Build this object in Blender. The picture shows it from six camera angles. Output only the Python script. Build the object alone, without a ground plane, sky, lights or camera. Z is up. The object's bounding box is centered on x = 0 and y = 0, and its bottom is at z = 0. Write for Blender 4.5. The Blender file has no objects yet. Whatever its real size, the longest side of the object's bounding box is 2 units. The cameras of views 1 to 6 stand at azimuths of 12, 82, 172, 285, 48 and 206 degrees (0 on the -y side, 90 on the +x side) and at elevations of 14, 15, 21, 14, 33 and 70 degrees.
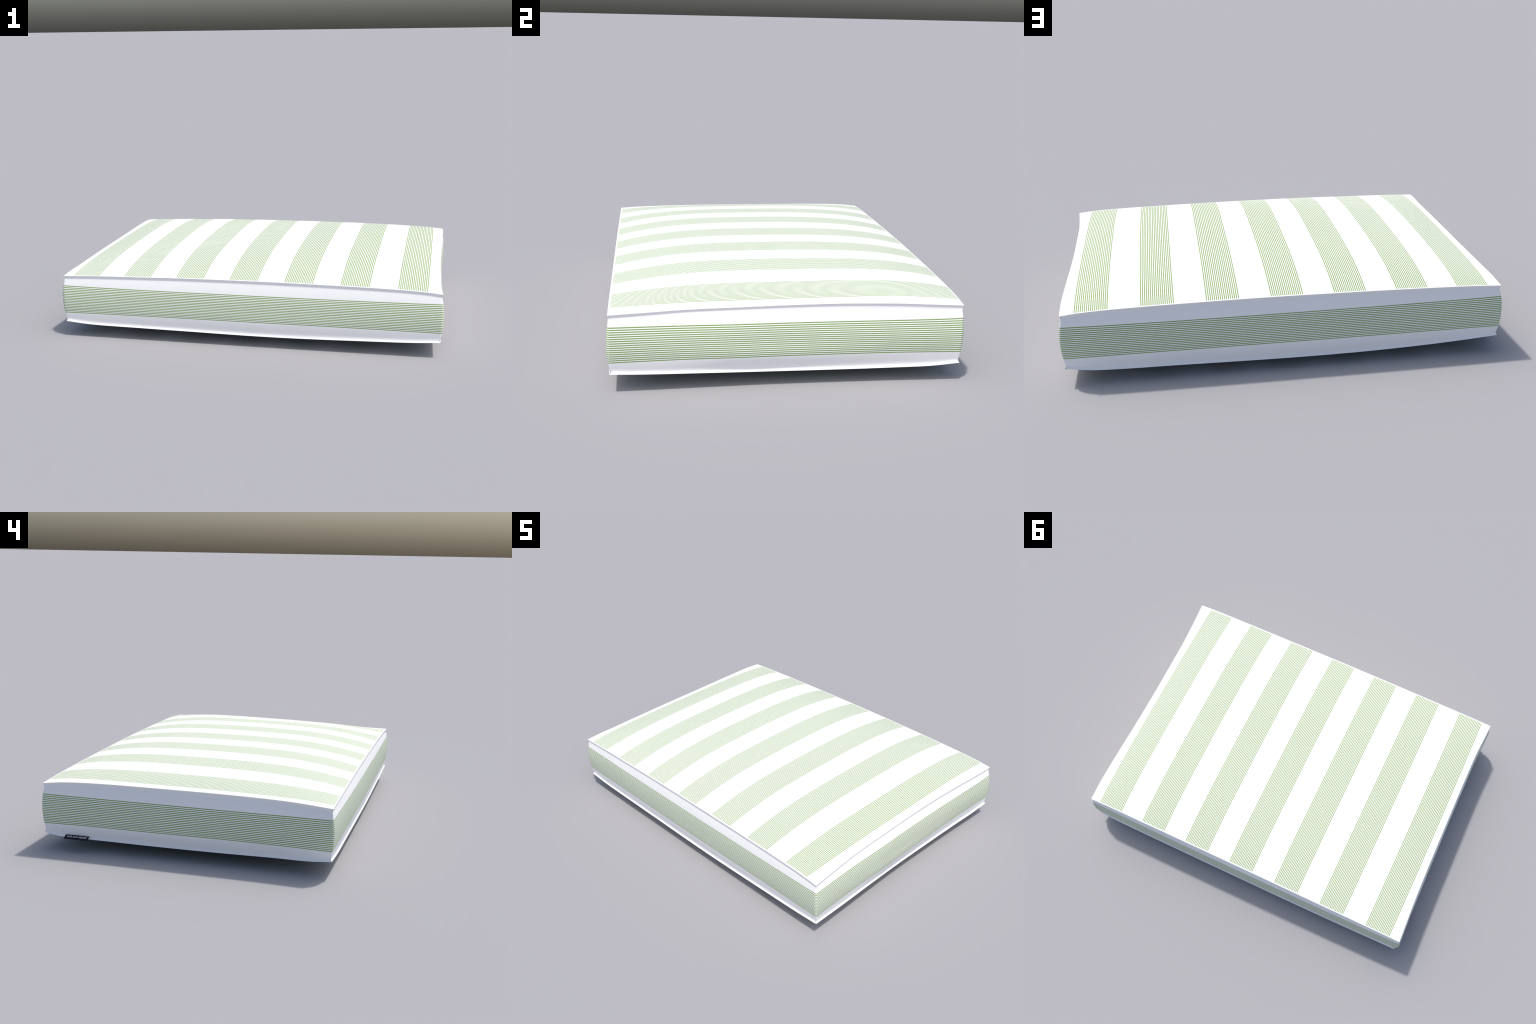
# Boxed floor cushion: bulging striped top and bottom panels, a striped border
# between two seam flanges, and a small dark sewn-in fabric label.
import bpy, bmesh, math
from mathutils import Vector

MID_Z = 0.2095            # the cushion is mirrored about this height
CORNER_Z = 0.335          # height of the upper seam at the four corners


# ------------------------------------------------------------------ helpers
def curve(points):
    """Smooth (monotone-ish cubic Hermite) function through a few (t, value) control points."""
    t = [p[0] for p in points]
    v = [p[1] for p in points]
    n = len(t)
    m = []
    for i in range(n):
        a, b = max(i - 1, 0), min(i + 1, n - 1)
        m.append((v[b] - v[a]) / (t[b] - t[a]))

    def f(x):
        x = min(max(x, t[0]), t[-1])
        i = 0
        while i < n - 2 and x > t[i + 1]:
            i += 1
        h = t[i + 1] - t[i]
        s = (x - t[i]) / h
        return ((2 * s ** 3 - 3 * s * s + 1) * v[i] + (s ** 3 - 2 * s * s + s) * h * m[i]
                + (-2 * s ** 3 + 3 * s * s) * v[i + 1] + (s ** 3 - s * s) * h * m[i + 1])
    return f


# --------------------------------------------- plan and height of the seams
# the seam of each side as a function of s (along x) or t (along y), both -1..1
seam_right_x = curve([(-1, 0.9900), (-0.83, 0.9805), (-0.6, 0.9710), (-0.3, 0.9685), (0, 0.9680),
                      (0.3, 0.9715), (0.6, 0.9795), (0.83, 0.9850), (1, 0.9835)])
seam_left_x = curve([(-1, -0.9785), (-0.9, -0.9750), (-0.7, -0.9655), (-0.4, -0.9630), (0, -0.9632),
                     (0.4, -0.9650), (0.7, -0.9695), (0.87, -0.9752), (1, -0.9800)])
seam_front_y = curve([(-1, -0.7208), (-0.5, -0.7215), (0, -0.7220), (0.6, -0.7228), (1, -0.7245)])
seam_back_y = curve([(-1, 0.7197), (-0.5, 0.7215), (0, 0.7218), (0.6, 0.7218), (1, 0.7206)])

seam_right_z = curve([(-1, 0.3325), (-0.8, 0.3365), (-0.55, 0.3430), (-0.3, 0.3462), (0, 0.3505),
                      (0.3, 0.3528), (0.6, 0.3505), (0.8, 0.3445), (1, 0.3365)])
seam_left_z = curve([(-1, 0.3350), (-0.8, 0.3450), (-0.55, 0.3510), (-0.2, 0.3540), (0.3, 0.3538),
                     (0.6, 0.3525), (0.85, 0.3465), (1, 0.3350)])
seam_front_z = curve([(-1, 0.3350), (-0.85, 0.3415), (-0.6, 0.3475), (-0.3, 0.3535), (0.1, 0.3555),
                      (0.5, 0.3525), (0.8, 0.3465), (0.92, 0.3405), (1, 0.3325)])
seam_back_z = curve([(-1, 0.3350), (-0.85, 0.3430), (-0.6, 0.3500), (-0.3, 0.3553), (0.1, 0.3592),
                     (0.5, 0.3570), (0.8, 0.3512), (0.92, 0.3450), (1, 0.3365)])

# the lower seam sags a little more than a mirror image of the upper one
low_right_x = curve([(-1, 0.9890), (-0.7, 0.9800), (-0.4, 0.9705), (-0.1, 0.9635), (0.3, 0.9640),
                     (0.6, 0.9680), (0.83, 0.9755), (1, 0.9832)])
low_right_z = curve([(-1, 0.0850), (-0.83, 0.0792), (-0.55, 0.0730), (-0.15, 0.0660), (0.3, 0.0642),
                     (0.6, 0.0662), (0.83, 0.0712), (1, 0.0838)])
low_left_z = curve([(-1, 0.0840), (-0.83, 0.0725), (-0.6, 0.0690), (-0.2, 0.0640), (0.2, 0.0625),
                    (0.5, 0.0640), (0.85, 0.0680), (0.97, 0.0780), (1, 0.0857)])
low_front_z = curve([(-1, 0.0845), (-0.85, 0.0730), (-0.6, 0.0690), (-0.3, 0.0655), (0.05, 0.0615),
                     (0.3, 0.0630), (0.6, 0.0695), (0.85, 0.0765), (1, 0.0854)])
low_back_z = curve([(-1, 0.0857), (-0.85, 0.0755), (-0.65, 0.0650), (-0.35, 0.0560), (0, 0.0545),
                    (0.5, 0.0615), (0.85, 0.0675), (1, 0.0838)])


def seam_point(side, p, lower=False):
    """Point of a seam. side: front, right, back, left; p in -1..1 along +x or +y."""
    if lower:
        q = seam_point(side, p)
        q.z = {"front": low_front_z, "back": low_back_z, "left": low_left_z, "right": low_right_z}[side](p)
        if side == "right":
            q.x = low_right_x(p)
        return q
    if side in ("front", "back"):
        fy, fz = (seam_front_y, seam_front_z) if side == "front" else (seam_back_y, seam_back_z)
        end = -1 if side == "front" else 1
        x = 0.5 * (1 - p) * seam_left_x(end) + 0.5 * (1 + p) * seam_right_x(end)
        return Vector((x, fy(p), fz(p) - 0.0012 * (1 - p * p)))
    fx, fz = (seam_left_x, seam_left_z) if side == "left" else (seam_right_x, seam_right_z)
    end = -1 if side == "left" else 1
    y = 0.5 * (1 - p) * seam_front_y(end) + 0.5 * (1 + p) * seam_back_y(end)
    return Vector((fx(p), y, fz(p)))


# ------------------------------------------------------------ crown of a panel
CROWN_UP, CROWN_LOW = 0.0452, 0.0360


def panel_point(s, t, lower=False):
    """A panel: Coons patch between the seams plus a pillow-like crown."""
    f, b = seam_point("front", s, lower), seam_point("back", s, lower)
    l, r = seam_point("left", t, lower), seam_point("right", t, lower)
    c00, c10 = seam_point("front", -1, lower), seam_point("front", 1, lower)
    c01, c11 = seam_point("back", -1, lower), seam_point("back", 1, lower)
    a, d = 0.5 * (1 + s), 0.5 * (1 + t)
    p = (f * (1 - d) + b * d) + (l * (1 - a) + r * a) - (
        c00 * (1 - a) * (1 - d) + c10 * a * (1 - d) + c01 * (1 - a) * d + c11 * a * d)
    if lower:
        p.z -= CROWN_LOW * (1 - abs(s) ** 4.5) * (1 - abs(t) ** 3.2)
        return p
    # the filling is pushed a little to the right-hand and the front side
    along = 1 - abs(s) ** (4.0 if s > 0 else 3.0)
    across = 1 - abs(t) ** 2.9 - 0.05 * (1 + s) * math.sin(math.pi * t)
    p.z += CROWN_UP * along * across
    # a fuller rear right-hand quarter
    p.z += 0.030 * max(s, 0) ** 2 * (1 - s ** 4) * max(t, 0) ** 2 * (1 - t ** 4)
    return p


def spaced(n):
    """n+1 values from -1 to 1, closer together near both ends."""
    out = []
    for i in range(n + 1):
        u = 2.0 * i / n - 1.0
        out.append(0.55 * u + 0.45 * math.sin(u * math.pi / 2))
    return out


NS, NT = 120, 96
S, T = spaced(NS), spaced(NT)


def new_object(name, verts, faces, material, parent, smooth=True):
    me = bpy.data.meshes.new(name)
    me.from_pydata([tuple(v) for v in verts], [], faces)
    me.update()
    if smooth:
        me.polygons.foreach_set("use_smooth", [True] * len(me.polygons))
    me.materials.append(material)
    ob = bpy.data.objects.new(name, me)
    bpy.context.scene.collection.objects.link(ob)
    ob.parent = parent
    return ob


# ------------------------------------------------------------------ materials
class Nodes:
    """Tiny wrapper for building math node chains."""

    def __init__(self, name):
        self.mat = bpy.data.materials.new(name)
        self.mat.use_nodes = True
        self.nt = self.mat.node_tree
        self.bsdf = self.nt.nodes["Principled BSDF"]

    def link(self, a, socket):
        if hasattr(a, "is_output"):
            self.nt.links.new(a, socket)
        else:
            socket.default_value = a

    def math(self, op, a, b=0.0, c=0.0):
        n = self.nt.nodes.new("ShaderNodeMath")
        n.operation = op
        for v, s in zip((a, b, c), n.inputs):
            self.link(v, s)
        return n.outputs[0]

    def position(self):
        tc = self.nt.nodes.new("ShaderNodeTexCoord")
        sep = self.nt.nodes.new("ShaderNodeSeparateXYZ")
        self.nt.links.new(tc.outputs["Object"], sep.inputs[0])
        return tc.outputs["Object"], sep.outputs[0], sep.outputs[1], sep.outputs[2]

    def mix(self, fac, a, b):
        n = self.nt.nodes.new("ShaderNodeMix")
        n.data_type = 'RGBA'
        self.link(fac, n.inputs[0])
        self.link(a, n.inputs[6])
        self.link(b, n.inputs[7])
        return n.outputs[2]


WHITE = (0.97, 0.97, 0.97, 1)
GREEN = (0.25, 0.385, 0.112, 1)
LINES = 17                # thin green lines in every band
PITCH = 0.00870           # distance of two lines
LINE_WIDTH = 0.0044       # on the border
PANEL_LINE = 0.0043       # on the stretched panels


def cloth_finish(n, pos, colour):
    """Matt woven cotton: roughness, a little sheen and a very fine weave bump."""
    b = n.bsdf
    n.link(colour, b.inputs["Base Color"])
    b.inputs["Roughness"].default_value = 0.85
    b.inputs["Specular IOR Level"].default_value = 0.25
    noise = n.nt.nodes.new("ShaderNodeTexNoise")
    noise.inputs["Scale"].default_value = 900.0
    noise.inputs["Detail"].default_value = 2.0
    n.nt.links.new(pos, noise.inputs["Vector"])
    bump = n.nt.nodes.new("ShaderNodeBump")
    bump.inputs["Strength"].default_value = 0.04
    bump.inputs["Distance"].default_value = 0.0004
    n.nt.links.new(noise.outputs[0], bump.inputs["Height"])
    n.nt.links.new(bump.outputs[0], b.inputs["Normal"])


def panel_material():
    """White cloth with seven bands of seventeen thin green lines running along y."""
    n = Nodes("striped_panel_cloth")
    pos, x, y, z = n.position()
    # the cloth pulls in a little at half length and drifts with y
    t = n.math('DIVIDE', y, 0.72)
    t2 = n.math('MULTIPLY', t, t)
    squeeze = n.math('SUBTRACT', 1.0, n.math('MULTIPLY', PULL_IN, n.math('SUBTRACT', 1.0, t2)))
    xs = n.math('DIVIDE', n.math('SUBTRACT', x, n.math('MULTIPLY', t, 0.0034)), squeeze)
    xs = n.math('SUBTRACT', xs, BAND_START)
    u = n.math('DIVIDE', xs, BAND_PERIOD)
    in_band = n.math('MULTIPLY', n.math('FRACT', u), BAND_PERIOD)
    band = n.math('LESS_THAN', in_band, 16 * PITCH + PANEL_LINE)
    line = n.math('LESS_THAN', n.math('FRACT', n.math('DIVIDE', in_band, PITCH)), PANEL_LINE / PITCH)
    inside = n.math('LESS_THAN', n.math('ABSOLUTE', y), 0.7152)
    mask = n.math('MULTIPLY', n.math('MULTIPLY', band, line), inside)
    cloth_finish(n, pos, n.mix(mask, WHITE, GREEN))
    return n.mat


PULL_IN = -0.003
BAND_PERIOD = 0.2827
BAND_START = -0.9180 - PANEL_LINE / 2


def border_material():
    """White cloth with one band of seventeen green lines running round the cushion."""
    n = Nodes("striped_border_cloth")
    pos, x, y, z = n.position()
    # the lines lie a little closer together at the middle of a side than at its ends
    ax = n.math('ABSOLUTE', n.math('DIVIDE', x, 0.985))
    ay = n.math('ABSOLUTE', n.math('DIVIDE', y, 0.725))
    near = n.math('MINIMUM', ax, ay)
    near = n.math('POWER', n.math('MINIMUM', near, 1.0), 3.0)
    half = n.math('ADD', 0.0690, n.math('MULTIPLY', near, 0.0040))
    w = n.math('DIVIDE', n.math('SUBTRACT', z, MID_Z - 0.0010), half)          # -1..1 inside the band
    lines = n.math('ADD', n.math('MULTIPLY', w, 8.0), 8.0)                      # 0..16 at line centres
    duty = LINE_WIDTH / PITCH
    k = n.math('ADD', lines, duty / 2)
    line = n.math('LESS_THAN', n.math('FRACT', k), duty)
    lo = n.math('GREATER_THAN', k, 0.0)
    hi = n.math('LESS_THAN', k, 16.0 + duty)
    mask = n.math('MULTIPLY', n.math('MULTIPLY', lo, hi), line)
    cloth_finish(n, pos, n.mix(mask, WHITE, GREEN))
    return n.mat


def plain_material(name, colour, rough):
    n = Nodes(name)
    pos, *_ = n.position()
    noise = n.nt.nodes.new("ShaderNodeTexNoise")
    noise.inputs["Scale"].default_value = 350.0
    n.nt.links.new(pos, noise.inputs["Vector"])
    dark = tuple(c * 0.93 for c in colour[:3]) + (1,)
    n.link(n.mix(noise.outputs[0], dark, colour), n.bsdf.inputs["Base Color"])
    n.bsdf.inputs["Roughness"].default_value = rough
    n.bsdf.inputs["Specular IOR Level"].default_value = 0.25
    return n.mat


panel_cloth = panel_material()
border_cloth = border_material()
flange_cloth = plain_material("white_seam_cloth", (0.98, 0.98, 0.98, 1), 0.85)
tag_cloth = plain_material("black_label_ribbon", (0.012, 0.012, 0.014, 1), 0.7)
thread_white = plain_material("white_label_print", (0.75, 0.76, 0.78, 1), 0.7)

# ------------------------------------------------------------------ the thing
cushion = bpy.data.objects.new("floor_cushion", None)
bpy.context.scene.collection.objects.link(cushion)
cushion["label"] = "white boxed floor cushion with bands of thin green stripes"
cushion["category"] = "cushion"


def build_panel(name, lower):
    verts, faces = [], []
    for t in T:
        for s in S:
            verts.append(panel_point(s, t, lower))
    w = NS + 1
    for j in range(NT):
        for i in range(NS):
            a = j * w + i
            q = (a, a + 1, a + 1 + w, a + w)
            faces.append(q[::-1] if lower else q)
    return new_object(name, verts, faces, panel_cloth, cushion)


build_panel("top_panel", False)
build_panel("bottom_panel", True)

# ---------------------------------------------------------------- border loop
FLANGE_IN = 0.0065        # how far the stitched line lies behind the flange's edge
FLANGE_DROP = 0.0115      # and below it
OUT = {"front": Vector((0, -1, 0)), "right": Vector((1, 0, 0)),
       "back": Vector((0, 1, 0)), "left": Vector((-1, 0, 0))}
# belly of the border beyond the stitched lines, along each side
BELLY = {"front": curve([(-1, 0.0150), (-0.5, 0.0172), (0.5, 0.0168), (1, 0.0145)]),
         "back": curve([(-1, 0.0150), (-0.5, 0.0172), (0.5, 0.0172), (1, 0.0145)]),
         "right": curve([(-1, 0.0165), (-0.65, 0.0215), (-0.3, 0.0265), (0, 0.0245), (0.4, 0.0230),
                         (0.75, 0.0200), (1, 0.0175)]),
         "left": curve([(-1, 0.0205), (-0.5, 0.0245), (-0.2, 0.0240), (0.1, 0.0245), (0.45, 0.0250),
                        (0.75, 0.0225), (1, 0.0200)])}
# extra sag of the belly below its middle
SAG = {"front": curve([(-1, 0), (0, 0.0020), (1, 0)]),
       "back": curve([(-1, 0), (0, 0.0020), (1, 0)]),
       "right": curve([(-1, 0), (-0.6, 0.0010), (-0.2, 0.0060), (0.3, 0.0060), (0.65, 0.0030), (1, 0)]),
       "left": curve([(-1, 0), (-0.7, 0.0050), (-0.3, 0.0040), (0.05, 0.0075), (0.4, 0.0065), (0.75, 0.0020), (1, 0)])}

# roundness of the belly: 2 is a plain arch, less is more pointed
ROUND = {"front": lambda p: 2.1, "back": lambda p: 2.1, "left": lambda p: 2.1,
         "right": curve([(-1, 2.1), (-0.2, 2.1), (0.3, 1.6), (0.75, 1.5), (1, 2.0)])}


def profile():
    """Rows of the border from the upper to the lower flange edge, as (kind, fraction).
    'up'/'low' run from a flange edge (0) to its stitched line (1); 'side' from stitched line
    (1) over the belly (0) to the other stitched line (-1)."""
    hem = (0.0, 0.35, 0.7)
    side = (0.97, 0.9, 0.82, 0.73, 0.64, 0.54, 0.44, 0.33, 0.22, 0.11)
    rows = [("up", f) for f in hem] + [("side", f) for f in side] + [("side", 0.0)]
    rows += [("side", -f) for f in reversed(side)] + [("low", f) for f in reversed(hem)]
    return rows


def border_point(side, p, kind, f):
    inward = -OUT[side]
    if kind in ("up", "low"):
        q = seam_point(side, p, kind == "low") + inward * (FLANGE_IN * f)
        q.z += FLANGE_DROP * f * (-1 if kind == "up" else 1)
        return q
    top, low = seam_point(side, p), seam_point(side, p, True)
    top.z -= FLANGE_DROP
    low.z += FLANGE_DROP
    q = top * (0.5 * (1 + f)) + low * (0.5 * (1 - f))
    out = BELLY[side](p) * (1 - abs(f) ** ROUND[side](p)) - FLANGE_IN
    if f < 0:
        out += SAG[side](p) * math.sin(math.pi * f) ** 2
    return q - inward * out


def border_loop(kind, f):
    """Closed ring of points at one row, corners rounded by a small quadratic curve."""
    if kind in ("up", "low"):
        radius = 0.0005 + 0.0045 * f
    else:
        radius = 0.0050 + 0.0040 * (1 - abs(f))
    K = 6
    sides = [("front", 1), ("right", 1), ("back", -1), ("left", -1)]
    pts = []
    for n, (side, d) in enumerate(sides):
        half = 0.98 if side in ("front", "back") else 0.72
        cut = radius / half
        row = []
        for p in (S if side in ("front", "back") else T):
            row.append(border_point(side, p * (1 - cut), kind, f))
        if d < 0:
            row.reverse()
        pts.extend(row)
        # rounded corner towards the next side
        nside, nd = sides[(n + 1) % 4]
        nhalf = 0.98 if nside in ("front", "back") else 0.72
        a = row[-1]
        b = border_point(nside, -nd * (1 - radius / nhalf), kind, f)
        c = Vector((0, 0, 0))
        ca, cb = border_point(side, d, kind, f), border_point(nside, -nd, kind, f)
        if side in ("front", "back"):
            c = Vector((cb.x, ca.y, 0.5 * (ca.z + cb.z)))
        else:
            c = Vector((ca.x, cb.y, 0.5 * (ca.z + cb.z)))
        for k in range(1, K):
            u = k / K
            pts.append(a * (1 - u) ** 2 + c * (2 * u * (1 - u)) + b * u * u)
    return pts


rows = [border_loop(k, f) for k, f in profile()]
count = len(rows[0])
verts = [p for r in rows for p in r]
quads = []
for j in range(len(rows) - 1):
    for i in range(count):
        k = (i + 1) % count
        quads.append((j, (j * count + i, (j + 1) * count + i, (j + 1) * count + k, j * count + k)))

# normals of the whole skin, so that flange and border meet without a visible cut
whole = bpy.data.meshes.new("border_skin")
whole.from_pydata([tuple(v) for v in verts], [], [q for _, q in quads])
whole.update()
skin_normals = [v.normal.copy() for v in whole.vertices]
bpy.data.meshes.remove(whole)

HEM_ROWS = 3


def border_part(name, lo, hi, material):
    used, remap, vs, fs = {}, {}, [], []
    for j, q in quads:
        if lo <= j < hi:
            f = []
            for v in q:
                if v not in remap:
                    remap[v] = len(vs)
                    vs.append(verts[v])
                f.append(remap[v])
            fs.append(f)
    ob = new_object(name, vs, fs, material, cushion)
    back = {i: v for v, i in remap.items()}
    ob.data.normals_split_custom_set_from_vertices([tuple(skin_normals[back[i]]) for i in range(len(vs))])
    return ob


total = len(rows) - 1
border_part("seam_flange", 0, HEM_ROWS, flange_cloth)
border_part("side_border", HEM_ROWS, total - HEM_ROWS, border_cloth)
border_part("seam_flange", total - HEM_ROWS, total, flange_cloth)

# ------------------------------------------------------------------ sewn label
TAG_Y0, TAG_Y1 = 0.485, 0.610     # along the left side
TAG_TOP = Vector((-0.9680, 0, 0.0785))
TAG_LOW = Vector((-0.9960, 0, 0.0655))


def build_tag():
    across = (TAG_LOW - TAG_TOP)
    width = across.length
    across.normalize()
    normal = Vector((across.z, 0, -across.x))
    if normal.x > 0:
        normal = -normal
    thick = 0.0016
    n = 12
    verts, faces = [], []
    for side in (0, 1):
        for i in range(n + 1):
            f = i / n
            sag = 0.0012 * math.sin(f * math.pi)
            c = TAG_TOP + across * (width * f) + normal * (sag + (thick if side else 0.0))
            for y in (TAG_Y1, TAG_Y0):
                verts.append(Vector((c.x, y, c.z)))
    m = (n + 1) * 2
    for i in range(n):
        a = 2 * i
        faces.append((a, a + 1, a + 3, a + 2))
        faces.append((m + a, m + a + 2, m + a + 3, m + a + 1))
        faces.append((a, a + 2, m + a + 2, m + a))
        faces.append((a + 1, m + a + 1, m + a + 3, a + 3))
    faces.append((0, m, m + 1, 1))
    e = 2 * n
    faces.append((e, e + 1, m + e + 1, m + e))
    tag = new_object("sewn_label", verts, faces, tag_cloth, cushion, smooth=False)
    bm = bmesh.new()
    bm.from_mesh(tag.data)
    bmesh.ops.recalc_face_normals(bm, faces=bm.faces)
    bm.to_mesh(tag.data)
    bm.free()
    return tag, across, normal, width, thick


tag, across, normal, width, thick = build_tag()


def lettering(text, size, start, bold):
    """Printed words on the label; they read from +y towards -y."""
    cu = bpy.data.curves.new("lettering", 'FONT')
    cu.body = text
    cu.size = size
    cu.extrude = 0.0003
    cu.offset = bold
    cu.resolution_u = 4
    tmp = bpy.data.objects.new("lettering", cu)
    bpy.context.scene.collection.objects.link(tmp)
    bpy.context.view_layer.update()
    me = bpy.data.meshes.new_from_object(tmp.evaluated_get(bpy.context.evaluated_depsgraph_get()))
    bpy.data.objects.remove(tmp)
    bpy.data.curves.remove(cu)
    origin = TAG_TOP + across * (width * 0.63) + normal * (thick + 0.0017)
    right = Vector((0, -1, 0))
    far = max(v.co.x for v in me.vertices)
    for v in me.vertices:
        c = origin + right * (start + v.co.x) - across * v.co.y + normal * v.co.z
        c.y += TAG_Y1
        v.co = c
    me.materials.clear()
    me.materials.append(thread_white)
    ob = bpy.data.objects.new("lettering", me)
    bpy.context.scene.collection.objects.link(ob)
    ob.parent = tag
    return start + far


end = lettering("salt.sun.", 0.0205, 0.0105, 0.0)
lettering("sand", 0.0205, end + 0.002, 0.0004)
